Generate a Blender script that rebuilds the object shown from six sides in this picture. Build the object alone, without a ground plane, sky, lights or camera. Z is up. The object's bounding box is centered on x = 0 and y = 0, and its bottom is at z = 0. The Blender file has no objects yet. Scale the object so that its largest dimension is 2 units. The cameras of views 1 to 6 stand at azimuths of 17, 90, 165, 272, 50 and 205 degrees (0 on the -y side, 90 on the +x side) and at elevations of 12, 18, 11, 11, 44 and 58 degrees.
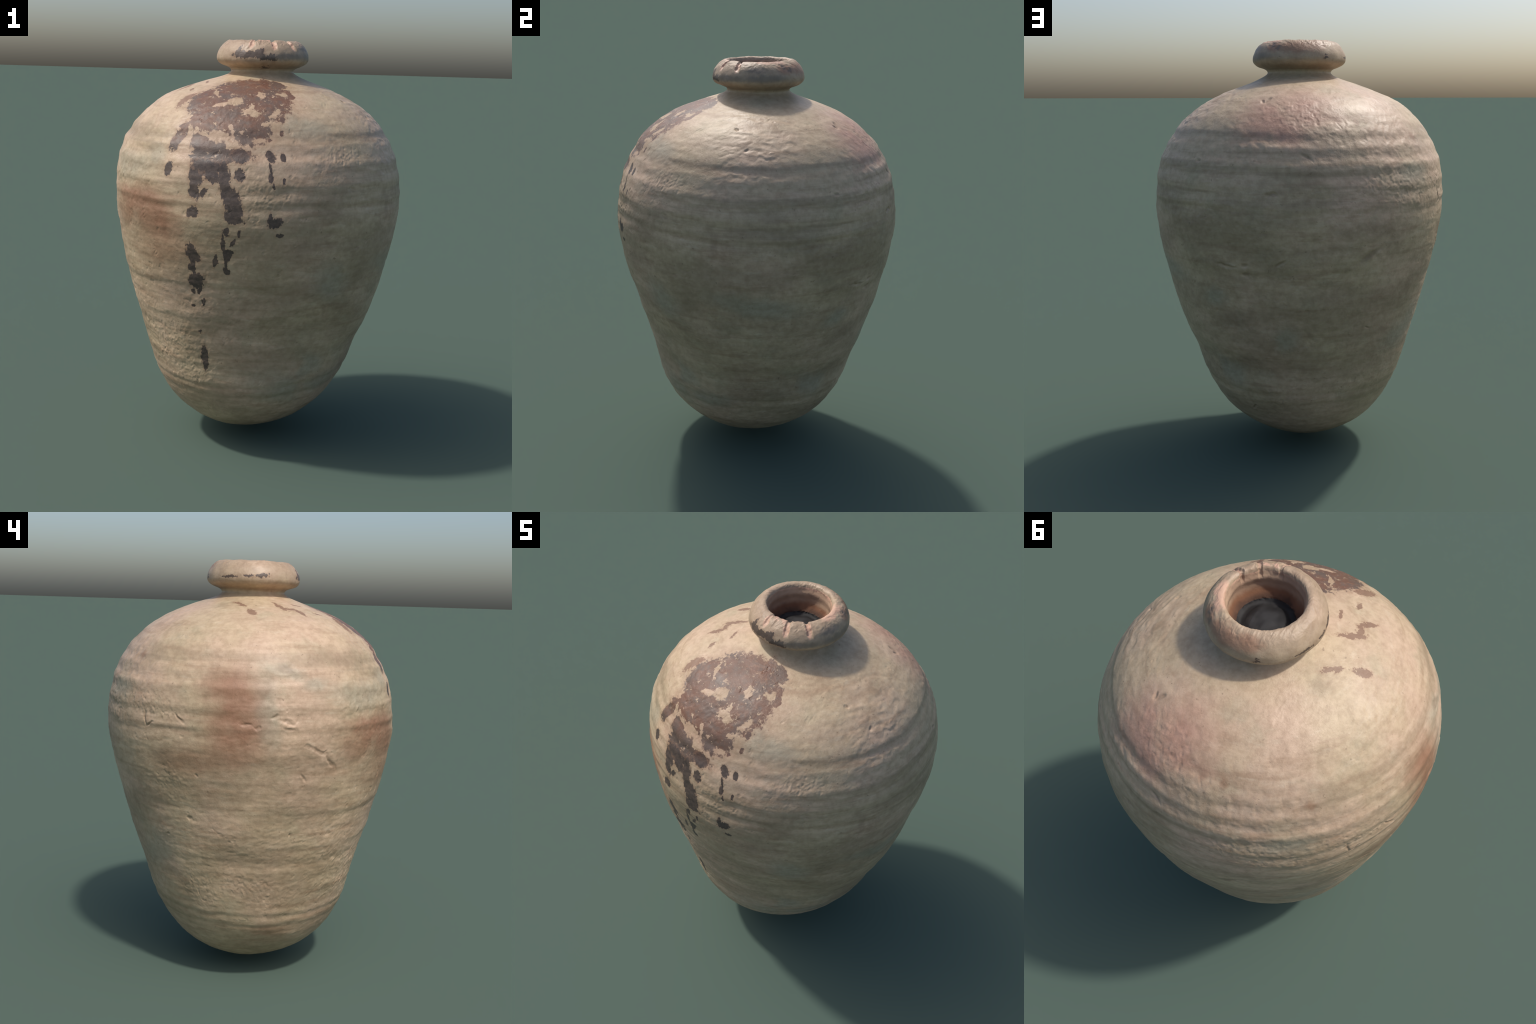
"""Ancient round-bottomed storage jar: thrown clay body, collared rim with three cut notches,
hollow mouth, flaked dark-brown glaze spill with drips, fire-flashed patches."""
import bpy, math
import numpy as np
from mathutils import Matrix, Vector

RNG = np.random.default_rng(7)

# ------------------------------------------------------------------ profile
# body of the jar: height -> mean radius
BODY = np.array([(0, 0), (.01, .028), (.05, .124), (.10, .2440), (.17, .3453), (.25, .4162), (.35, .4716), (.45, .5081),
                 (.55, .5379), (.65, .5734), (.75, .6034), (.85, .6310), (.95, .6561), (1.05, .6807), (1.15, .6963),
                 (1.25, .7048), (1.35, .6969), (1.45, .6759), (1.54, .6336), (1.62, .5791), (1.69, .5015), (1.75, .3940), (1.80, .2670)])
# the hand-made body leans and is out of round: drift of the axis and 2nd / 3rd harmonics of the radius by height
WOBBLE_Z = np.array([0, .3, .6, .9, 1.2, 1.5, 1.8])
WOBBLE = np.array([
    [-0.0420, -0.0224, -0.0092, -0.0004, 0.0016, -0.0063, -0.0105],
    [-0.0210, -0.0151, -0.0042, -0.0042, -0.0023, -0.0027, 0.0],
    [-0.0105, 0.0007, 0.0131, 0.0083, 0.0017, 0.009, -0.0014],
    [0.0114, 0.0171, 0.024, 0.0144, 0.0063, 0.0157, 0.0216],
    [-0.0002, -0.0064, -0.0035, 0.0018, -0.0021, 0.0008, -0.0029],
    [0.0011, 0.0051, 0.0006, -0.0007, -0.0007, -0.0016, -0.0015]])
# neck, collar, lip, mouth and the inner floor: radius, height
COLLAR = np.array([(.2670, 1.80), (.212, 1.819), (.178, 1.833), (.160, 1.844), (.153, 1.854), (.157, 1.863), (.170, 1.871),
                   (.193, 1.880), (.213, 1.891), (.2235, 1.906), (.2245, 1.921), (.221, 1.938), (.212, 1.957), (.198, 1.976),
                   (.183, 1.989), (.170, 1.996), (.158, 1.9985), (.149, 1.995), (.1435, 1.984), (.140, 1.968), (.136, 1.957),
                   (.1365, 1.945), (.1385, 1.930), (.136, 1.913), (.130, 1.899), (.119, 1.887),
                   (.109, 1.879), (.102, 1.872), (.094, 1.868), (.082, 1.872), (.066, 1.881), (.045, 1.887), (.02, 1.890), (.0, 1.890)])


def spline(xk, yk, x):
    """natural cubic spline"""
    xk, yk = np.asarray(xk, float), np.asarray(yk, float)
    n, h = len(xk), np.diff(xk)
    A, B = np.eye(n), np.zeros(n)
    for i in range(1, n - 1):
        A[i, i - 1], A[i, i], A[i, i + 1] = h[i - 1], 2 * (h[i - 1] + h[i]), h[i]
        B[i] = 6 * ((yk[i + 1] - yk[i]) / h[i] - (yk[i] - yk[i - 1]) / h[i - 1])
    m = np.linalg.solve(A, B)
    j = np.clip(np.searchsorted(xk, x) - 1, 0, n - 2)
    d, hh = x - xk[j], h[j]
    return yk[j] + d * ((yk[j + 1] - yk[j]) / hh - hh * (2 * m[j] + m[j + 1]) / 6) + d * d * m[j] / 2 + d ** 3 * (m[j + 1] - m[j]) / (6 * hh)


def smooth(a, b, x):
    t = np.clip((x - a) / (b - a), 0, 1)
    return t * t * (3 - 2 * t)


# ------------------------------------------------------------------ noise
def lattice(ix, iy, iz, seed):
    h = (ix.astype(np.int64) * 73856093) ^ (iy.astype(np.int64) * 19349663) ^ (iz.astype(np.int64) * 83492791) ^ (seed * 2654435761)
    h &= 0xffffffff
    h = ((h ^ (h >> 16)) * 0x45d9f3b) & 0xffffffff
    h = ((h ^ (h >> 16)) * 0x45d9f3b) & 0xffffffff
    h ^= h >> 16
    return (h & 0xffffff) / float(0xffffff) * 2 - 1


def value_noise(P, scale, seed):
    """smooth noise, -1..1"""
    Q = P * scale
    I = np.floor(Q).astype(np.int64)
    F = Q - I
    F = F * F * F * (F * (F * 6 - 15) + 10)
    out = 0
    for dx in (0, 1):
        wx = F[..., 0] if dx else 1 - F[..., 0]
        for dy in (0, 1):
            wy = F[..., 1] if dy else 1 - F[..., 1]
            for dz in (0, 1):
                wz = F[..., 2] if dz else 1 - F[..., 2]
                out = out + wx * wy * wz * lattice(I[..., 0] + dx, I[..., 1] + dy, I[..., 2] + dz, seed)
    return out


def fbm(P, scale, seed, octaves=3):
    return sum(value_noise(P, scale * 2 ** o, seed + o) * .55 ** o for o in range(octaves))


TILT = np.array([[.36, .48, -.8], [-.8, .6, 0], [.48, .64, .6]])


def facet_noise(P, scale, seed):
    """piecewise linear noise on tetrahedra: reads as small flat facets"""
    Q = (P @ TILT.T) * scale
    I = np.floor(Q).astype(np.int64)
    F = Q - I
    order = np.argsort(-F, axis=-1)
    Fs = np.take_along_axis(F, order, -1)
    v0 = lattice(I[..., 0], I[..., 1], I[..., 2], seed)
    out, prev, J = v0, v0, I.copy()
    for k in range(3):
        step = (order[..., k, None] == np.arange(3)).astype(np.int64)
        J = J + step
        v = lattice(J[..., 0], J[..., 1], J[..., 2], seed)
        out = out + Fs[..., k] * (v - prev)
        prev = v
    return out


# ------------------------------------------------------------------ body surface
def wobble_at(z):
    return [spline(WOBBLE_Z, w, np.clip(z, 0, 1.8)) for w in WOBBLE]


def dents(th, z):
    """broad hand-made unevenness of the wall: (azimuth deg, height, width deg, height spread, depth m)"""
    out = 0 * th
    for a, h, wa, wh, d in DENTS:
        da = (np.degrees(th) - a + 180) % 360 - 180
        out = out + d * np.exp(-(da / wa) ** 2 - ((z - h) / wh) ** 2)
    return out


def body_point(th, z):
    th, z = np.asarray(th, float), np.asarray(z, float)
    r = spline(np.sqrt(BODY[:, 0]), BODY[:, 1], np.sqrt(np.clip(z, 0, 1.8)))
    ox, oy, c2, s2, c3, s3 = wobble_at(z)
    R = r * (1 + c2 * np.cos(2 * th) + s2 * np.sin(2 * th) + c3 * np.cos(3 * th) + s3 * np.sin(3 * th)) + dents(th, z)
    return np.stack([ox + R * np.cos(th), oy + R * np.sin(th), z], -1)


def frame(az, z):
    """point on the body with its tangent (sideways), up-slope and outward directions"""
    t = math.radians(az)
    zz = min(z, 1.797)
    p = body_point(t, zz)
    up = body_point(t, min(zz + .004, 1.8)) - body_point(t, zz - .004)
    up /= np.linalg.norm(up)
    side = body_point(t + .01, zz) - body_point(t - .01, zz)
    side -= up * (side @ up)
    side /= np.linalg.norm(side)
    return p, side, up, np.cross(side, up)


def spot_frame(az, z, angle, at=None):
    p, s, u, n = frame(az, z) if at is None else at
    c, k = math.cos(math.radians(angle)), math.sin(math.radians(angle))
    return p, s * c + u * k, -s * k + u * c, n

# hollows and swellings of the wall: azimuth deg, height, width deg, height spread, push in (-) or out (+)
DENTS = [(-44, .68, 22, .08, -.013), (-37, 1.29, 25, .03, -.005), (36, .52, 25, .08, -.016), (-7, .54, 15, .05, -.005), (-100, .60, 36, .17, .001), (126, .27, 22, .07, -.005), (18, 1.0, 12, .12, -.010), (-19, .76, 12, .09, .010), (-24, 1.30, 14, .08, -.005),
         (112, 1.00, 14, .10, -.010), (-76, .82, 10, .08, -.004), (-47, 1.41, 14, .10, -.004), (-176, .24, 20, .05, -.008), (119, .76, 12, .08, -.015),
         (77, .83, 12, .09, .010), (134, .50, 15, .09, .010), (-122, .52, 22, .10, .007), (178, .67, 18, .08, -.016), (-155, .70, 13, .09, -.008),
         (-165, .15, 30, .07, -.010), (45, 1.80, 25, .03, .012), (-50, .76, 14, .05, -.004), (71, 1.78, 35, .035, .012), (84, 1.64, 18, .05, -.010), (-134, 1.715, 25, .05, .012), (-138, 1.39, 14, .09, .004),
         (-97, 1.21, 12, .08, .003), (-157, 1.75, 40, .045, .013), (163, 1.71, 25, .05, .011), (54, 1.74, 25, .03, .004), (-165, 1.54, 12, .04, .006),
         (-60, 1.79, 30, .025, -.010), (124, 1.79, 25, .025, -.010)]

# ------------------------------------------------------------------ marks on the wall
# each spot: azimuth deg, height, half length, half width, angle deg
FEATURES = {
    "glaze_mass": [
        (-80.9, 1.689, 0.1944, 0.1131, 28), (-80.0, 1.78, 0.1452, 0.0782, 5), (-101.8, 1.72, 0.1024, 0.0827, 91), (-75.6, 1.596, 0.0774, 0.0613, 4),
        (-95.0, 1.628, 0.0989, 0.0467, 173), (-93.1, 1.543, 0.0786, 0.0422, 166), (-87.0, 1.493, 0.1275, 0.0292, 0), (-91.9, 1.436, 0.0657, 0.0375, 2),
        (-106.9, 1.564, 0.0664, 0.027, 80), (-51.6, 1.753, 0.0482, 0.0121, 93), (-60.5, 1.685, 0.0289, 0.0072, 65), (-85.3, 1.794, 0.1296, 0.0283, 25),
        (-56.0, 1.793, 0.0429, 0.0299, 131), (-94.8, 1.801, 0.0199, 0.0078, 31), (-52.4, 1.739, 0.0133, 0.0116, 124), (-91.4, 1.465, 0.0687, 0.0319, 1),
        (-95.1, 1.479, 0.0504, 0.039, 118), (-82.2, 1.592, 0.0436, 0.0311, 115),
    ],
    "glaze_gaps": [
        (-100.8, 1.748, 0.053, 0.0098, 125), (-71.1, 1.746, 0.0373, 0.0151, 93), (-93.2, 1.702, 0.0356, 0.0155, 21), (-86.1, 1.718, 0.0365, 0.0293, 37),
        (-76.4, 1.676, 0.0439, 0.0267, 166), (-76.2, 1.701, 0.0193, 0.0089, 94), (-64.3, 1.67, 0.0399, 0.0169, 55), (-92.4, 1.57, 0.0676, 0.0115, 153),
        (-87.9, 1.575, 0.0578, 0.0202, 169), (-84.2, 1.603, 0.0274, 0.0087, 112), (-84.6, 1.553, 0.036, 0.0173, 114), (-106.1, 1.641, 0.0158, 0.0121, 164),
        (-102.7, 1.594, 0.0341, 0.0057, 107), (-69.7, 1.628, 0.0191, 0.0149, 84), (-92.0, 1.621, 0.01, 0.0075, 122), (-79.5, 1.593, 0.0094, 0.008, 103),
        (-99.6, 1.599, 0.0151, 0.011, 115), (-95.0, 1.667, 0.0102, 0.0063, 121), (-62.7, 1.74, 0.0114, 0.0052, 78), (-93.3, 1.399, 0.0117, 0.0101, 146),
        (-101.3, 1.499, 0.036, 0.0075, 157), (-72.2, 1.557, 0.0317, 0.0175, 16), (-109.1, 1.594, 0.0161, 0.006, 2),
    ],
    "glaze_drips": [
        (-95.8, 1.394, 0.036, 0.0267, 118), (-96.1, 1.333, 0.0242, 0.0202, 131), (-92.5, 1.336, 0.0204, 0.0116, 51), (-89.5, 1.41, 0.0303, 0.0255, 115),
        (-84.9, 1.405, 0.0614, 0.0207, 95), (-81.9, 1.301, 0.0682, 0.0324, 113), (-81.4, 1.229, 0.0372, 0.0221, 167), (-79.3, 1.412, 0.0183, 0.0176, 37),
        (-96.6, 1.247, 0.0249, 0.022, 18), (-67.7, 1.494, 0.0249, 0.0158, 112), (-63.0, 1.49, 0.0182, 0.0108, 97), (-67.9, 1.407, 0.0169, 0.0098, 95),
        (-63.1, 1.393, 0.0138, 0.0069, 89), (-67.0, 1.373, 0.0153, 0.0049, 90), (-61.5, 1.647, 0.0176, 0.0114, 77), (-62.5, 1.591, 0.0108, 0.007, 86),
        (-68.0, 1.559, 0.0085, 0.0074, 80), (-68.2, 1.23, 0.025, 0.0111, 92), (-66.5, 1.215, 0.0277, 0.0178, 20), (-64.9, 1.161, 0.0131, 0.0078, 178),
        (-107.9, 1.424, 0.0284, 0.0161, 75), (-97.7, 1.06, 0.0379, 0.0249, 98), (-95.9, 1.042, 0.0203, 0.0171, 125), (-98.7, 0.99, 0.0189, 0.014, 66),
        (-96.8, 0.93, 0.0377, 0.0294, 46), (-98.5, 0.876, 0.013, 0.0083, 85), (-94.5, 0.825, 0.0177, 0.0082, 76), (-99.3, 0.805, 0.0109, 0.0052, 13),
        (-97.8, 0.671, 0.0099, 0.0073, 51), (-96.7, 0.532, 0.0632, 0.0146, 91), (-83.9, 1.171, 0.0164, 0.0126, 77), (-79.3, 1.163, 0.0162, 0.0062, 90),
        (-85.2, 1.107, 0.0233, 0.0083, 86), (-83.4, 1.077, 0.0194, 0.0123, 171), (-83.4, 1.052, 0.0253, 0.0106, 58), (-84.1, 0.99, 0.0171, 0.0127, 117),
        (-88.3, 1.034, 0.0284, 0.0085, 82), (-81.5, 1.123, 0.0192, 0.0068, 62), (-96.2, 1.357, 0.0469, 0.0179, 104), (-84.3, 1.357, 0.0374, 0.0175, 105),
        (-79.3, 1.495, 0.0347, 0.0267, 152), (-95.1, 1.325, 0.0161, 0.0145, 174), (-79.2, 1.415, 0.025, 0.0208, 116), (-97.4, 0.996, 0.0425, 0.0127, 94),
        (-84.7, 1.071, 0.0878, 0.0059, 96), (-81.3, 1.28, 0.0264, 0.0245, 42), (-92.3, 1.448, 0.0583, 0.0248, 171), (-67.7, 1.444, 0.0283, 0.0056, 96),
        (-95.7, 0.893, 0.0309, 0.0082, 76),
    ],
    "glaze_specks": [
        (-117.8, 1.711, 0.0471, 0.0166, 101), (-117.2, 1.718, 0.0456, 0.017, 79), (-126.9, 1.762, 0.0169, 0.0093, 131), (-133.8, 1.801, 0.0249, 0.0063, 147),
        (-143.3, 1.768, 0.034, 0.0114, 97), (-148.6, 1.779, 0.0211, 0.0134, 164), (-153.6, 1.79, 0.0532, 0.0117, 98), (-178.2, 1.766, 0.0298, 0.0156, 102),
        (170.2, 1.808, 0.0378, 0.0087, 136), (176.3, 1.789, 0.0056, 0.0047, 174), (139.9, 1.757, 0.0006, 0.0006, 28),
    ],
    "flame": [
        (-123.3, 1.269, 0.1344, 0.0733, 6), (-130.8, 1.284, 0.1238, 0.0415, 172), (176.0, 1.441, 0.1271, 0.0819, 3), (177.3, 1.29, 0.1302, 0.1026, 7),
        (178.5, 1.368, 0.1556, 0.1022, 96), (-115.6, 1.232, 0.1482, 0.0883, 164), (75.7, 1.695, 0.1413, 0.1174, 1), (56.5, 1.677, 0.1037, 0.0559, 143),
        (66.1, 1.609, 0.0989, 0.0777, 150), (58.2, 1.627, 0.1406, 0.0833, 12),
    ],
    "rust": [
        (130.4, 1.57, 0.0233, 0.0111, 4), (166.6, 1.139, 0.2613, 0.0577, 5), (-112.7, 1.128, 0.1488, 0.0722, 13), (-111.0, 1.075, 0.1698, 0.0897, 8),
        (-136.1, 1.196, 0.1131, 0.0571, 160), (90.0, 1.64, 0.0185, 0.0144, 65), (97.9, 1.627, 0.0179, 0.0117, 97), (130.2, 1.567, 0.0194, 0.0159, 132),
        (176.4, 1.151, 0.1287, 0.0448, 1), (-164.0, 0.298, 0.1069, 0.0406, 172),
    ],
    "grey": [
        (-171.4, 1.351, 0.1649, 0.0482, 94), (-165.6, 1.533, 0.0936, 0.0332, 167), (-153.9, 1.469, 0.0525, 0.0385, 172), (-116.6, 1.473, 0.0505, 0.0383, 173),
        (-132.8, 1.426, 0.1839, 0.054, 179), (121.9, 1.397, 0.1055, 0.0394, 2), (-56.4, 1.639, 0.053, 0.0351, 62), (-48.8, 1.61, 0.0878, 0.0456, 3),
        (-54.2, 0.362, 0.1281, 0.0736, 150), (-41.6, 0.938, 0.0986, 0.0707, 139), (-38.1, 0.505, 0.0755, 0.0388, 143), (31.7, 0.484, 0.0751, 0.0444, 114),
        (-24.7, 0.372, 0.112, 0.0572, 12), (-40.4, 0.467, 0.0751, 0.0346, 56), (38.0, 0.463, 0.0647, 0.0557, 170), (66.8, 0.69, 0.0611, 0.0514, 85),
        (37.7, 0.852, 0.0676, 0.0445, 12), (2.5, 0.952, 0.1946, 0.0471, 174), (133.1, 0.663, 0.1466, 0.0728, 27),
    ],
    "dirt": [
        (-14.3, 1.276, 0.064, 0.0199, 93), (-27.9, 0.737, 0.1009, 0.0926, 143), (-26.3, 0.942, 0.0601, 0.04, 73), (-38.8, 0.777, 0.0391, 0.0155, 111),
        (-48.5, 0.884, 0.0185, 0.0074, 172), (-27.0, 0.97, 0.0826, 0.0603, 87), (42.2, 0.741, 0.1214, 0.0348, 17), (48.6, 0.528, 0.0562, 0.0443, 1),
        (78.0, 0.7, 0.0291, 0.0093, 129), (70.3, 0.641, 0.0157, 0.0129, 88), (77.4, 0.505, 0.0727, 0.0303, 154), (100.4, 1.066, 0.0522, 0.017, 33),
        (39.5, 1.033, 0.0809, 0.0156, 179), (127.5, 0.877, 0.07, 0.0184, 93), (114.4, 0.694, 0.0349, 0.0198, 148), (-46.3, 1.251, 0.0748, 0.0374, 167),
        (22.9, 1.227, 0.1443, 0.0525, 166), (-56.5, 1.095, 0.0375, 0.0229, 40),
    ],
    "pits": [
        (-37.3, 1.486, 0.131, 0.0462, 2), (-74.5, 1.38, 0.0827, 0.061, 6), (-70.2, 1.3, 0.0923, 0.0366, 176), (-118.8, 1.363, 0.0551, 0.0378, 179),
        (-114.8, 0.558, 0.1852, 0.1417, 177), (-103.9, 0.438, 0.119, 0.0495, 8), (159.0, 0.509, 0.1048, 0.0819, 156), (-172.7, 0.522, 0.185, 0.0833, 158),
        (-128.6, 0.631, 0.1565, 0.0408, 153), (150.8, 1.02, 0.0811, 0.069, 25), (-137.2, 0.494, 0.1011, 0.0697, 25), (109.8, 1.357, 0.2338, 0.0695, 166),
        (74.9, 1.642, 0.1719, 0.0882, 148), (-37.9, 1.481, 0.1148, 0.0449, 172), (7.8, 1.63, 0.0352, 0.0235, 109), (143.0, 1.355, 0.2094, 0.0576, 171),
        (-165.5, 1.352, 0.0875, 0.0425, 129), (-139.1, 1.379, 0.0721, 0.0312, 171),
    ],
    "gouges": [
        (-156.4, 1.205, 0.0207, 0.0075, 171), (-152.6, 1.185, 0.0465, 0.0086, 153), (-147.4, 1.136, 0.0472, 0.0091, 133), (-151.1, 1.181, 0.0144, 0.0054, 8),
        (-164.7, 1.317, 0.0273, 0.0084, 157), (-169.2, 1.342, 0.0121, 0.0072, 0), (-164.3, 1.282, 0.0222, 0.0085, 171), (140.6, 1.299, 0.0298, 0.0075, 115),
        (143.5, 1.276, 0.0244, 0.0045, 25), (156.6, 1.309, 0.0279, 0.006, 144), (-178.4, 1.305, 0.024, 0.0048, 178), (-174.9, 1.284, 0.0109, 0.0054, 125),
        (100.5, 1.063, 0.0581, 0.0138, 29), (53.2, 1.027, 0.0171, 0.0094, 9), (53.4, 0.985, 0.0168, 0.0084, 2), (45.5, 1.024, 0.0472, 0.0065, 171),
        (66.7, 1.043, 0.0269, 0.0057, 35), (105.2, 0.714, 0.0129, 0.0042, 142), (43.5, 0.29, 0.0158, 0.0065, 51), (64.0, 1.335, 0.0245, 0.0054, 174),
        (32.9, 1.47, 0.0094, 0.0062, 166), (52.1, 1.722, 0.0154, 0.0071, 130), (54.7, 1.727, 0.0207, 0.0102, 73), (75.7, 1.492, 0.027, 0.0057, 140),
        (-3.3, 1.653, 0.0098, 0.0082, 94), (-10.3, 1.723, 0.0098, 0.005, 108), (32.7, 1.47, 0.0078, 0.0063, 8), (145.4, 0.766, 0.012, 0.0059, 34),
        (-159.9, 0.804, 0.0076, 0.0063, 126), (-158.1, 1.071, 0.0114, 0.0049, 132), (162.8, 1.06, 0.0062, 0.0058, 162), (-165.1, 1.533, 0.0376, 0.0186, 166),
        (158.4, 0.866, 0.0115, 0.0068, 18),
    ],
}
FEATURES["rim_glaze"] = [(-103, 1.925, .030, .012, 10), (-92, 1.925, .042, .014, 0), (-80, 1.928, .030, .014, 5), (-74, 1.915, .026, .010, 0),
                         (-61, 1.915, .024, .013, 0), (-104, 1.948, .022, .007, 60), (-76, 1.945, .022, .008, 10), (-67, 1.84, .03, .02, 90),
                         (107, 1.918, .006, .012, 90), (107, 1.93, .004, .01, 90), (176, 1.925, .02, .006, 0), (-168, 1.925, .028, .008, 5), (152, 1.918, .03, .004, 0)]
FEATURES["rim_flame"] = [(70, 1.965, .10, .03, 0), (95, 1.97, .06, .025, 0), (40, 1.965, .05, .025, 0)]
FEATURES["rim_raw"] = [(-88, 1.975, .016, .022, 0), (-57, 1.972, .016, .028, 0), (-28, 1.972, .016, .028, 0), (20, 1.995, .08, .012, 0), (-70, 1.998, .05, .006, 0)]
FEATURES["rim_soot"] = [(-40, 1.92, .12, .014, 0), (10, 1.925, .12, .016, 0), (36, 1.975, .010, .012, 0), (45, 1.96, .012, .008, 30), (-2, 1.96, .05, .012, 0)]
FEATURES["scars"] = [(-152, 1.165, .06, .03, 150), (-165, 1.30, .045, .03, 150)]
FEATURES["blush"] = [FEATURES["flame"][i] for i in (6, 7, 8, 9)]
FEATURES["flame"] = FEATURES["flame"][:6]
# throwing rings: height, swell (+) or groove (-), spread
RINGS = [(1.600, .0014, .018), (1.562, -.0034, .015), (1.528, .0032, .014), (1.490, -.0030, .015), (1.457, .0032, .014), (1.415, -.0032, .017),
         (1.365, .0030, .014), (1.330, -.0026, .016), (1.288, .0028, .013), (1.258, -.0020, .018), (1.18, .0014, .03), (1.11, -.0014, .03),
         (.66, -.0014, .025), (.60, .0012, .025), (.405, .0018, .016), (.380, -.0024, .012), (.348, .0022, .014), (.324, -.0020, .011), (.27, .0012, .012)]
# ledges: height, size, centre azimuth, half spread
LEDGES = [(.922, .0040, -120, 60), (.752, .0040, -110, 60), (.69, .0018, -170, 60), (.51, .0025, -115, 40), (.365, .0022, -130, 60), (.95, .002, 140, 60), (1.02, .003, 60, 40)]
NOTCHES = [(-88, 4.2, .0055), (-57, 4.2, .0072), (-28, 4.4, .0090)]
SLANT = {-88: -.6, -57: 0.0, -28: .4}
FEATURES["glaze_drips"] += [(-67, 1.795, .050, .018, 96), (-76, 1.79, .030, .010, 20)]

# ------------------------------------------------------------------ geometry
def spot_mask(P, spots, soft, warp=0.0, seed=3):
    """0..1 coverage of elliptical spots (azimuth, height, half length, half width, angle)"""
    out = np.zeros(P.shape[:-1])
    W = warp * np.stack([value_noise(P, 40, seed + i) for i in range(3)], -1) if warp else 0
    for az, z, la, lb, ang in spots:
        p, a, b, n = spot_frame(az, z, ang)
        reach = max(la, lb) * (1 + soft) * 1.6 + .03
        sel = np.where(np.abs(P - p).max(-1) < reach)
        if not len(sel[0]):
            continue
        d = P[sel] - p + (W[sel] if warp else 0)
        q = np.sqrt((d @ a / la) ** 2 + (d @ b / lb) ** 2)
        out[sel] = np.maximum(out[sel], 1 - smooth(1 - soft, 1 + soft, q))
    return out


N_TH = 1024
th = np.linspace(0, 2 * np.pi, N_TH, endpoint=False)
z_body = np.concatenate([np.linspace(.006, np.sqrt(.1), 40, endpoint=False) ** 2, np.linspace(.1, 1.62, 400, endpoint=False),
                         1.62 + .18 * (1 - (1 - np.linspace(0, 1, 90)) ** 1.5)])
# collar curve resampled evenly along its length
seg = np.r_[0, np.cumsum(np.linalg.norm(np.diff(COLLAR, axis=0), axis=1))]
fine = np.linspace(0, seg[-1], 4000)
cr, cz = spline(seg, COLLAR[:, 0], fine), spline(seg, COLLAR[:, 1], fine)
arc = np.r_[0, np.cumsum(np.hypot(np.diff(cr), np.diff(cz)))]
ts = np.linspace(0, arc[-1], 290)[1:]
col_r, col_z = np.interp(ts, arc, cr), np.interp(ts, arc, cz)
col_r[-1] = 0.0008

TH, ZB = np.meshgrid(th, z_body)
base_body = body_point(TH, ZB)
# the collar starts as the top ring of the body and becomes round along its first 6 cm
top_shift = base_body[-1] - np.stack([COLLAR[0, 0] * np.cos(th), COLLAR[0, 0] * np.sin(th), 1.8 + 0 * th], -1)
fade = 1 - smooth(0, .11, ts)
axis = np.array([.0025, 0, 0])
base_col = np.stack([col_r[:, None] * np.cos(th), col_r[:, None] * np.sin(th), col_z[:, None] + 0 * th], -1) + axis * (1 - fade)[:, None, None]
base_col += top_shift[None] * fade[:, None, None]
base_col[..., 2] += base_col[..., 1] * .012 * smooth(1.85, 1.93, base_col[..., 2])       # collar sits a little askew
base = np.concatenate([base_body, base_col])
TH = np.broadcast_to(th, base.shape[:2])
Z = base[..., 2]
S = np.r_[np.full(len(z_body), -1.0), ts]                       # arc length from the shoulder, -1 on the body
i_neck = len(z_body) - 1
crest = int(np.argmax(col_z))                                    # highest ring of the lip
i_rim = len(z_body) + int(np.argmin(np.abs(ts - np.interp(1.866, cz[np.where(fine < .3)], arc[np.where(fine < .3)]))))
i_lin = len(z_body) + int(np.argmax((ts > ts[crest]) & (col_z < 1.984)))
i_floor = len(z_body) + int(np.argmax((ts > ts[crest]) & (col_z < 1.879)))


def normals_of(V):
    dth = np.roll(V, -1, 1) - np.roll(V, 1, 1)
    ds = np.gradient(V, axis=0)
    n = np.cross(dth, ds)
    return n / np.maximum(np.linalg.norm(n, axis=-1, keepdims=True), 1e-12)


N = normals_of(base)
is_body = np.zeros(base.shape[:2]); is_body[:i_neck + 1] = 1
rows = np.arange(base.shape[0])[:, None] + 0 * TH
body_w = 1 - smooth(i_neck - 25, i_neck + 15, rows)
rim_w = smooth(i_rim - 6, i_rim + 14, rows) * (1 - smooth(i_floor - 3, i_floor + 3, rows))
floor_w = smooth(i_floor - 2, i_floor + 4, rows)

lo = fbm(base, 1.9, 11, 3)
D = np.zeros(base.shape[:2])
# throwing rings: (height, depth, spread, strength by azimuth: centre, spread)
zw = Z + .010 * value_noise(base, 2.3, 21) + .004 * value_noise(base, 9, 22) + .008 * np.cos(TH - 2.4)
for h, amp, spread in RINGS:
    away = .62 + .55 * value_noise(base, 3.1, int(h * 1000))
    D += body_w * amp * away * np.exp(-((zw - h) / (1.2 * spread)) ** 2)
# coil steps on the lower wall: a soft ledge where one coil overlaps the next
for h, amp, a0, aw in LEDGES:
    da = (np.degrees(TH) - a0 + 180) % 360 - 180
    d = zw - h
    D += body_w * amp * np.exp(-(da / aw) ** 4) * np.where(d < 0, np.exp(-(d / .020) ** 2), np.exp(-(d / .06) ** 2))
D += body_w * (.0022 * fbm(base, 5, 31, 2) + .0009 * fbm(base * np.array([1, 1, 3.5]), 12, 35, 2))
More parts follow.
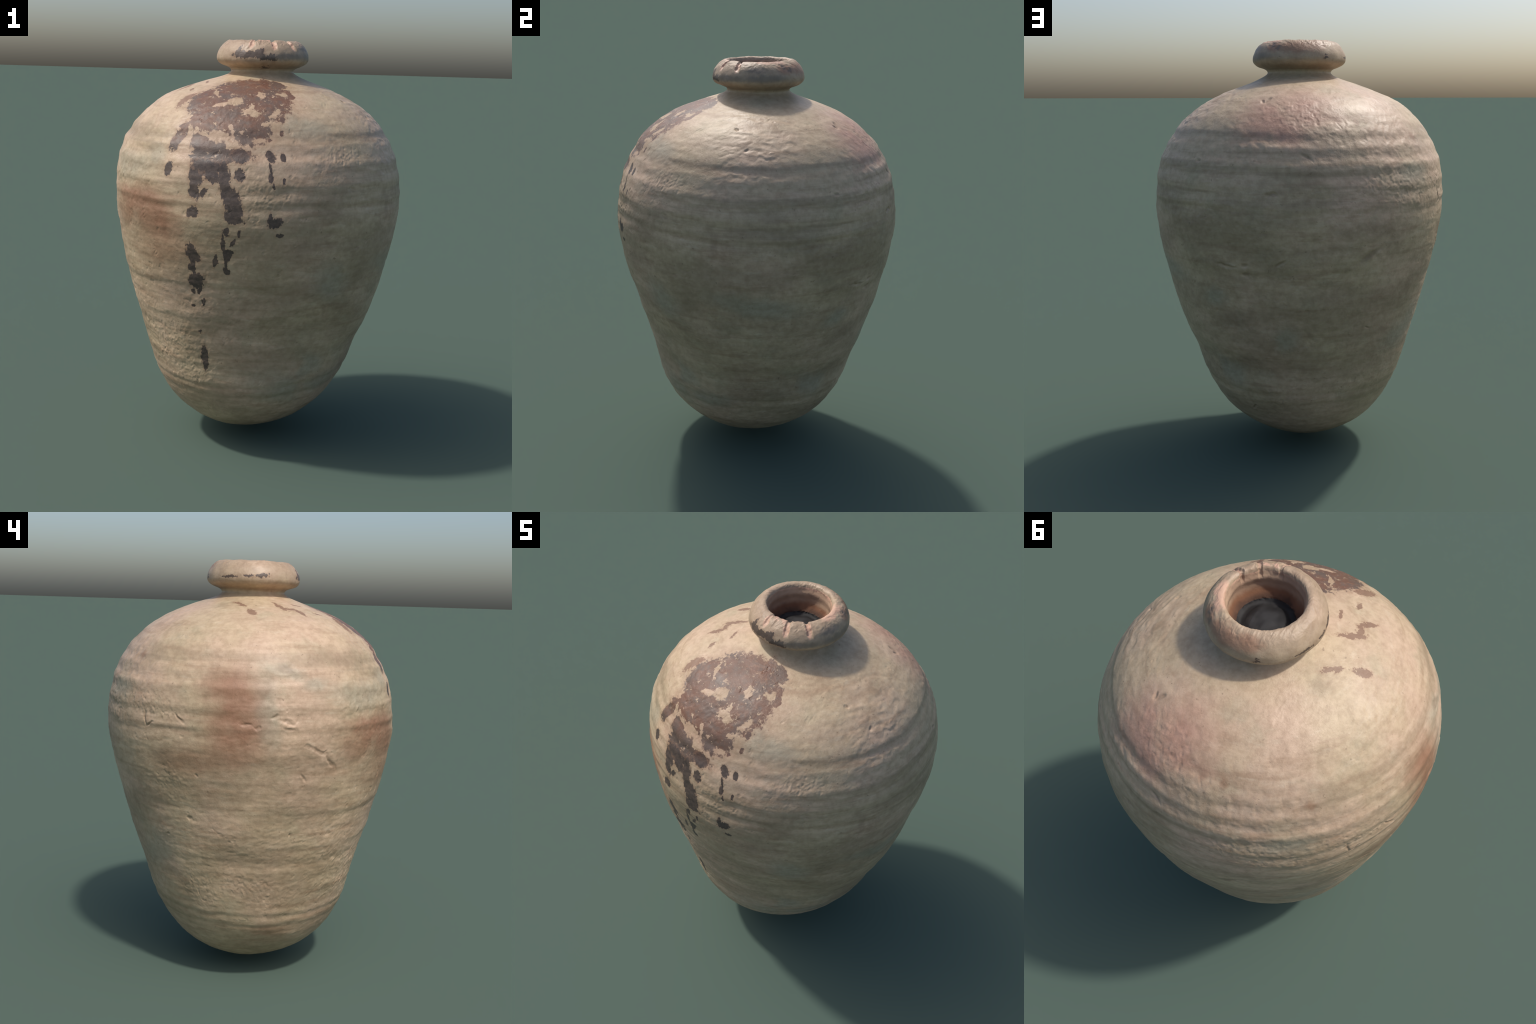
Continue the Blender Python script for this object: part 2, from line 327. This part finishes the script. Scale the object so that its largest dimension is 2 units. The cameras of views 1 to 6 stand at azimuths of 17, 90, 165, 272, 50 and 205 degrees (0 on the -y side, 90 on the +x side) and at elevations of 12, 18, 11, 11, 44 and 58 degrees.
# crumbly, faceted skin
warped = base + .012 * np.stack([value_noise(base, 11, 41 + i) for i in range(3)], -1)
patchy = smooth(-.25, .5, fbm(base, 4, 45, 2))
upper = .35 + .65 * smooth(1.2, 1.55, Z)
fine_warp = warped + .007 * np.stack([value_noise(base, 38, 44 + i) for i in range(3)], -1)
facety = np.exp(-(((np.degrees(TH) - 40 + 180) % 360 - 180) / 85) ** 4) * smooth(1.35, 1.5, Z)
D += body_w * ((.0004 + .0008 * upper * patchy + .0012 * facety * (.35 + .65 * patchy)) * facet_noise(fine_warp, 38, 51) + (.0003 + .0005 * patchy) * facet_noise(fine_warp, 75, 53))
pit = spot_mask(base[:i_neck + 1], FEATURES["pits"], .55, .02)
Dp = .0016 * value_noise(fine_warp[:i_neck + 1], 72, 61) + .0008 * facet_noise(fine_warp[:i_neck + 1], 150, 62)
dimple = value_noise(fine_warp[:i_neck + 1], 62, 63)
D[:i_neck + 1] += .6 * pit * (Dp - .0028 * smooth(.45, .8, dimple) + .0018 * smooth(.5, .8, -dimple))
pock = value_noise(base[:i_neck + 1], 34, 66)
D[:i_neck + 1] -= .0016 * smooth(.70, .92, pock + .25 * facet_noise(fine_warp[:i_neck + 1], 120, 68)) * smooth(-.1, .4, lo[:i_neck + 1])
gouge = spot_mask(base[:i_neck + 1], FEATURES["gouges"], .7, .010)
D[:i_neck + 1] -= .0042 * gouge
raised = spot_mask(base[:i_neck + 1], FEATURES["scars"], .8, .02)
D[:i_neck + 1] += .0035 * raised
# collar: coarse facets, worn crest
wear = smooth(1.955, 1.985, Z) * rim_w
D += rim_w * (.0018 * facet_noise(base, 30, 71) + .0010 * fbm(base, 9, 73, 2))
inner = smooth(i_lin, i_lin + 12, rows)
D += wear * (1 - inner) * (.0014 * facet_noise(fine_warp, 70, 75) + .0008 * facet_noise(fine_warp, 130, 76))
for az, half, amp in NOTCHES:
    x = ((np.degrees(TH) - az + 180) % 360 - 180) + 5 * (Z - 1.97) / .03 * SLANT[az] + 1.5 * value_noise(base, 60, 79)
    w = (1 - smooth(half * .35, half * 1.05, np.abs(x))) * smooth(1.940, 1.972, Z + .006 * value_noise(base, 50, 80) - .0010 * np.abs(x)) * rim_w
    D -= amp * w * (1 - smooth(i_lin + 4, i_lin + 22, rows))
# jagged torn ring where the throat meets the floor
D += (np.exp(-((rows - i_floor) / 2.2) ** 2)) * .004 * facet_noise(base, 120, 81)
D += floor_w * .004 * facet_noise(base, 22, 83) * smooth(0, .06, np.hypot(base[..., 0], base[..., 1]))

V = base + N * D[..., None]
V[..., 2] -= V[..., 2].min()
V[..., 2] *= 2.0 / V[..., 2].max()
bb = np.zeros(3)                             # the profile is laid out in the final frame already
V[..., :2] -= bb[:2]
n_row = V.shape[0]
verts = np.concatenate([V.reshape(-1, 3), [[*V[0, :, :2].mean(0), V[0, :, 2].min()]], [V[-1].mean(0)]])
NV = normals_of(V).reshape(-1, 3)
NV = np.concatenate([NV, [[0, 0, -1]], [[0, 0, 1]]])
south, north = n_row * N_TH, n_row * N_TH + 1


def grid_part(name, r0, r1, material, cap=None):
    """mesh of the rings r0..r1 of the jar, keeping the jar's own smooth normals"""
    ids = np.arange(r0 * N_TH, (r1 + 1) * N_TH)
    pts, nor = verts[ids], NV[ids]
    nr = r1 - r0
    i = np.arange(nr)[:, None] * N_TH
    j = np.arange(N_TH)[None]
    k = (j + 1) % N_TH
    quads = np.stack([i + j, i + k, i + N_TH + k, i + N_TH + j], -1).reshape(-1, 4)
    tris = np.zeros((0, 3), int)
    if cap is not None:
        pts, nor = np.concatenate([pts, verts[[cap]]]), np.concatenate([nor, NV[[cap]]])
        c, q = len(pts) - 1, np.arange(N_TH)
        tris = np.stack([(q + 1) % N_TH, q, q * 0 + c], -1) if cap == south else np.stack([nr * N_TH + q, nr * N_TH + (q + 1) % N_TH, q * 0 + c], -1)
    me = bpy.data.meshes.new(name)
    loops = np.concatenate([quads.ravel(), tris.ravel()]).astype(np.int32)
    starts = np.concatenate([np.arange(len(quads)) * 4, len(quads) * 4 + np.arange(len(tris)) * 3]).astype(np.int32)
    me.vertices.add(len(pts)); me.vertices.foreach_set("co", pts.ravel().astype(np.float32))
    me.loops.add(len(loops)); me.loops.foreach_set("vertex_index", loops)
    me.polygons.add(len(starts)); me.polygons.foreach_set("loop_start", starts)
    me.update(calc_edges=True)
    me.polygons.foreach_set("use_smooth", np.ones(len(starts), bool))
    me.normals_split_custom_set_from_vertices(nor.astype(np.float32))
    me.materials.append(material)
    ob = bpy.data.objects.new(name, me)
    bpy.context.scene.collection.objects.link(ob)
    return ob


shift = np.array([bb[0], bb[1], 0])          # colours are laid out before the recentring

# ------------------------------------------------------------------ materials
class Tree:
    def __init__(self, name):
        self.m = bpy.data.materials.new(name)
        self.m.use_nodes = True
        self.t = self.m.node_tree
        self.t.nodes.clear()
        self.last = None
        self.pos = self.n("ShaderNodeTexCoord").outputs["Object"]

    def n(self, kind, **kw):
        x = self.t.nodes.new(kind)
        for k, v in kw.items():
            setattr(x, k, v)
        return x

    def put(self, sock, v):
        if isinstance(v, bpy.types.NodeSocket):
            self.t.links.new(v, sock)
        elif v is not None:
            sock.default_value = v

    def math(self, op, a, b=None, c=None, clamp=False):
        x = self.n("ShaderNodeMath", operation=op, use_clamp=clamp)
        for s, v in zip(x.inputs, (a, b, c)):
            self.put(s, v)
        return x.outputs[0]

    def vec(self, op, a, b=None, scale=None):
        x = self.n("ShaderNodeVectorMath", operation=op)
        self.put(x.inputs[0], a)
        if b is not None:
            self.put(x.inputs[1], b)
        if scale is not None:
            self.put(x.inputs["Scale"], scale)
        return x.outputs["Value"] if op in ("LENGTH", "DISTANCE") else x.outputs["Vector"]

    def noise(self, scale, detail=3, rough=.55, vec=None, color=False, distort=0.0):
        x = self.n("ShaderNodeTexNoise")
        self.put(x.inputs["Vector"], vec or self.pos)
        x.inputs["Scale"].default_value, x.inputs["Detail"].default_value = scale, detail
        x.inputs["Roughness"].default_value, x.inputs["Distortion"].default_value = rough, distort
        return x.outputs["Color" if color else "Fac"]

    def squash(self, sx, sy, sz, vec=None):
        x = self.n("ShaderNodeMapping")
        self.put(x.inputs["Vector"], vec or self.pos)
        x.inputs["Scale"].default_value = (sx, sy, sz)
        return x.outputs[0]

    def ramp(self, v, a, b, lo=0.0, hi=1.0):
        x = self.n("ShaderNodeMapRange", interpolation_type="SMOOTHSTEP")
        for s, q in zip(x.inputs, (v, a, b, lo, hi)):
            self.put(s, q)
        return x.outputs[0]

    def mix(self, f, a, b, blend="MIX"):
        x = self.n("ShaderNodeMix", data_type="RGBA", blend_type=blend)
        self.put(x.inputs[0], f)
        for s, v in ((x.inputs[6], a), (x.inputs[7], b)):
            self.put(s, (*v, 1) if isinstance(v, tuple) else v)
        return x.outputs[2]

    def warped(self, *layers):
        p = self.pos
        for scale, amt in layers:
            d = self.vec("SUBTRACT", self.noise(scale, 3, color=True), (.5, .5, .5))
            p = self.vec("ADD", p, self.vec("SCALE", d, scale=amt))
        return p

    def spots(self, vec, spots, at=None):
        """distance field over elliptical spots: 0 in the middle, 1 on the edge"""
        d = None
        for i, s in enumerate(spots):
            if i % 15 == 0 and self.last is not None:     # evaluate in short batches, one after the other
                vec = self.vec("ADD", vec, self.vec("SCALE", (1e-9, 1e-9, 1e-9), scale=self.last if d is None else d))
            az, z, la, lb, ang = s
            p, a, b, nrm = spot_frame(az, z, ang, at(az, z) if at else None)
            rot = Matrix([[a[i], b[i], nrm[i]] for i in range(3)]).to_euler()
            mp = self.n("ShaderNodeMapping", vector_type="TEXTURE")
            self.put(mp.inputs["Vector"], vec)
            mp.inputs["Location"].default_value = p - shift
            mp.inputs["Rotation"].default_value = rot
            mp.inputs["Scale"].default_value = (la, lb, .30 if not at else .06)
            L = self.vec("LENGTH", mp.outputs[0])
            d = L if d is None else self.math("MINIMUM", d, L)
            self.last = d
        return d

    def finish(self, color, rough, bump=None, strength=.3, dist=.01, spec=.35):
        b = self.n("ShaderNodeBsdfPrincipled")
        self.put(b.inputs["Base Color"], color)
        self.put(b.inputs["Roughness"], rough)
        b.inputs["Specular IOR Level"].default_value = spec
        if bump is not None:
            k = self.n("ShaderNodeBump")
            k.inputs["Strength"].default_value, k.inputs["Distance"].default_value = strength, dist
            self.put(k.inputs["Height"], bump)
            self.t.links.new(k.outputs[0], b.inputs["Normal"])
        o = self.n("ShaderNodeOutputMaterial")
        self.t.links.new(b.outputs[0], o.inputs[0])
        return self.m


def srgb(r, g, b):
    return tuple((c / 255 / 12.92 if c <= 10 else ((c / 255 + .055) / 1.055) ** 2.4) for c in (r, g, b))


def rim_frame(az, z):
    """frame on the outside of the collar"""
    t = math.radians(az)
    r = float(np.interp(z, [1.80, 1.82, 1.845, 1.866, 1.885, 1.91, 1.93, 1.957, 1.98, 1.997], [.256, .205, .155, .153, .192, .224, .223, .212, .193, .165]))
    side = np.array([-math.sin(t), math.cos(t), 0])
    out = np.array([math.cos(t), math.sin(t), 0])
    return np.array([r * math.cos(t), r * math.sin(t), z]), side, np.array([0, 0, 1.0]), out


def clay(name, part):
    T = Tree(name)
    F = FEATURES
    big, mid, fine = T.noise(2.3, 4), T.noise(7, 4), T.noise(34, 4, .65)
    streak = T.noise(6, 4, .6, T.squash(.55, .55, 4.5))
    thin = T.noise(9, 4, .65, T.squash(1, 1, 6))
    c = T.mix(T.ramp(big, .36, .66), BUFF, BUFF_PINK)
    c = T.mix(T.math("MULTIPLY", T.ramp(mid, .5, .75), .5), c, GREENISH)
    c = T.mix(T.math("MULTIPLY", T.ramp(streak, .50, .74), .62), c, EARTH)
    c = T.mix(T.math("MULTIPLY", T.ramp(thin, .54, .76), .35), c, CHALK)
    # streaky olive bands on the ringed zone, and a patchy olive-brown film of colour lower down
    h = T.n("ShaderNodeSeparateXYZ")
    T.put(h.inputs[0], T.pos)
    ringed = T.math("MULTIPLY", T.ramp(h.outputs[2], 1.18, 1.3), T.ramp(h.outputs[2], 1.66, 1.55))
    band = T.noise(5, 3, .6, T.squash(.22, .22, 4.6))
    c = T.mix(T.math("MULTIPLY", T.math("MULTIPLY", T.ramp(band, .44, .66), ringed), .45), c, OLIVE)
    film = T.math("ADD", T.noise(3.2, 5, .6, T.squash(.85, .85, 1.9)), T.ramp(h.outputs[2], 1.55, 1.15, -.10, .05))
    c = T.mix(T.math("MULTIPLY", T.ramp(film, .42, .66), .48), c, OLIVE)
    soft = T.warped((4, .10), (15, .05))

    def patch(key, colour, amount, edge=.55, c=c, vec=soft):
        m = T.ramp(T.spots(vec, F[key]), 1 + edge, 1 - edge)
        m = T.math("MULTIPLY", m, T.ramp(T.noise(13, 4), .25, .6, .75, 1.0))
        return T.mix(T.math("MULTIPLY", m, amount), c, colour)

    if part == "body":
        c = patch("grey", GREY, .60, .7, c)
        c = patch("rust", RUST, .55, .7, c)
        c = patch("flame", FLAME, .80, .65, c)
        c = patch("blush", BLUSH, .72, .85, c)
        c = patch("dirt", DIRT, .30, .85, c)
        hard = T.warped((30, .012))
        c = T.mix(T.math("MULTIPLY", T.ramp(T.spots(hard, F["gouges"]), 1.3, .6), .35), c, DIRT)
    if part == "rim":
        c = T.mix(T.ramp(T.noise(11, 4), .25, .75, .35, .8), c, COLLAR_CLAY)
    # fine mottling and dark specks
    c = T.mix(T.ramp(fine, .3, .75), c, T.mix(1.0, c, (.80, .77, .74), "MULTIPLY"))
    speck = T.ramp(T.noise(58, 2, .5), .70, .76)
    c = T.mix(T.math("MULTIPLY", speck, .5), c, DIRT)

    # glaze spill
    rag = T.warped((18, .030), (60, .022))
    runny = T.warped((22, .016), (60, .016))
    grain = T.noise(48, 4, .65)
    lick = T.math("ADD", T.math("MULTIPLY", T.noise(34, 5, .75, T.squash(1.4, 1.4, .40)), .75), T.math("MULTIPLY", grain, .25))
    z = T.n("ShaderNodeSeparateXYZ")
    T.put(z.inputs[0], T.pos)
    dry = T.ramp(T.math("ADD", z.outputs[2], T.math("MULTIPLY", T.math("SUBTRACT", mid, .5), .22)), 1.46, 1.60)
    g_low = T.mix(T.ramp(grain, .35, .7), GLAZE_DARK, GLAZE_DARK2)
    g_high = T.mix(T.ramp(T.noise(20, 5, .7), .40, .72), GLAZE_RED, GLAZE_GREY)
    g_high = T.mix(T.math("MULTIPLY", T.ramp(T.noise(60, 4, .7), .52, .72), .6), g_high, GLAZE_PALE)
    g_high = T.mix(T.math("MULTIPLY", T.ramp(T.noise(9, 4, .6), .44, .64), .75), g_high, GLAZE_DARK2)
    g = T.mix(dry, g_low, g_high)

    drip = T.math("ADD", T.math("MULTIPLY", T.noise(62, 4, .65, T.squash(1.25, 1.25, .42)), .7), T.math("MULTIPLY", T.noise(120, 2), .3))

    def glaze(d, colour, c, amt=.95, gap=None, wob=1.6, fray=None):
        fray = lick if fray is None else fray
        d = T.math("ADD", d, T.math("MULTIPLY", T.math("SUBTRACT", fray, .5), wob))
        c = T.mix(T.math("MULTIPLY", T.ramp(d, 1.75, 1.15), .30), c, RUST)       # rusty rim soaked into the clay
        m = T.ramp(d, 1.24, 1.06)
        if gap is not None:
            gp = T.math("ADD", gap, T.math("MULTIPLY", T.math("SUBTRACT", drip, .5), 2.0))
            m = T.math("MULTIPLY", m, T.ramp(gp, .80, 1.12))
            m = T.math("MULTIPLY", m, T.ramp(T.noise(36, 5, .75), .645, .60))
        return T.mix(T.math("MULTIPLY", m, amt), c, colour)

    if part == "body":
        c = glaze(T.spots(rag, F["glaze_mass"]), g, c, .95, T.spots(T.warped((24, .045), (70, .022)), F["glaze_gaps"]))
        c = glaze(T.spots(runny, F["glaze_drips"]), g, c, .95, None, 2.2, drip)
        c = glaze(T.spots(rag, F["glaze_specks"]), GLAZE_RED, c, .62, None, 3.0, drip)
    else:
        rim_rag = T.warped((30, .030), (80, .012))
        c = glaze(T.spots(rim_rag, F["rim_glaze"], rim_frame), GLAZE_DARK, c, .85, None, 3.4, drip)
        c = T.mix(T.math("MULTIPLY", T.ramp(T.spots(rim_rag, F["rim_flame"], rim_frame), 1.4, .5), .6), c, FLAME)
        c = T.mix(T.math("MULTIPLY", T.ramp(T.spots(rim_rag, F["rim_raw"], rim_frame), 1.15, .7), .8), c, RAW)
        c = T.mix(T.math("MULTIPLY", T.ramp(T.spots(rim_rag, F["rim_soot"], rim_frame), 1.6, .4), .6), c, SOOT)
    rough = T.ramp(mid, .3, .7, .46, .58)
    h = T.math("ADD", T.noise(120, 3, .6), T.math("MULTIPLY", T.noise(320, 2), .4))
    return T.finish(c, rough, h, .25, .004, .5)


def lining(name):
    T = Tree(name)
    n = T.noise(9, 4)
    c = T.mix(T.ramp(n, .35, .65), LINING_A, LINING_B)
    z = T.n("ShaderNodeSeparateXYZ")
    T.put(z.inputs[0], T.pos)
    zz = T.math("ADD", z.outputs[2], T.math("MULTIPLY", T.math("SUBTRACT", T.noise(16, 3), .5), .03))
    c = T.mix(T.ramp(zz, 1.925, 1.895), c, LINING_DEEP)           # orange-brown lower throat
    c = T.mix(T.math("MULTIPLY", T.ramp(zz, 1.900, 1.876), .85), c, srgb(62, 46, 38))  # colour darkened so the mouth fades into the gloom of the hollow
    c = T.mix(T.ramp(zz, 1.970, 1.985), c, RAW)
    return T.finish(c, .8, T.noise(110, 3), .3, .004, .25)


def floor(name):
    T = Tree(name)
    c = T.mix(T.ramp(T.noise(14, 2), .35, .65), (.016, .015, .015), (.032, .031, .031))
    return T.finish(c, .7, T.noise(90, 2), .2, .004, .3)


BUFF = srgb(193, 171, 140)
BUFF_PINK = srgb(198, 170, 145)
GREENISH = srgb(172, 160, 131)
EARTH = srgb(160, 131, 104)
CHALK = srgb(212, 197, 172)
GREY = srgb(160, 154, 134)
RUST = srgb(146, 108, 82)
FLAME = srgb(140, 96, 72)
BLUSH = srgb(184, 138, 120)
OLIVE = srgb(136, 118, 93)
DIRT = srgb(118, 97, 76)
GLAZE_RED = srgb(106, 72, 55)
GLAZE_GREY = srgb(94, 80, 72)
GLAZE_PALE = srgb(144, 110, 88)
GLAZE_DARK = srgb(66, 56, 52)
GLAZE_DARK2 = srgb(88, 74, 66)
RAW = srgb(198, 158, 134)
SOOT = srgb(104, 96, 88)
COLLAR_CLAY = srgb(162, 140, 117)
LINING_A = srgb(176, 148, 122)
LINING_B = srgb(154, 126, 104)
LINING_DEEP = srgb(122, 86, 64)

m_body, m_rim = clay("fired_clay", "body"), clay("fired_clay_collar", "rim")
jar = bpy.data.objects.new("storage_jar", None)
bpy.context.scene.collection.objects.link(jar)
jar["label"] = "old round-bottomed clay storage jar with dark glaze spill"
jar["category"] = "clay jar"
for name, r0, r1, m, cap in (("body", 0, i_neck, m_body, south), ("neck", i_neck, i_rim, m_body, None), ("rim", i_rim, i_lin, m_rim, None),
                             ("mouth_lining", i_lin, i_floor, lining("mouth_clay"), None), ("inner_floor", i_floor, n_row - 1, floor("dark_grey_floor"), north)):
    grid_part(name, r0, r1, m, cap).parent = jar
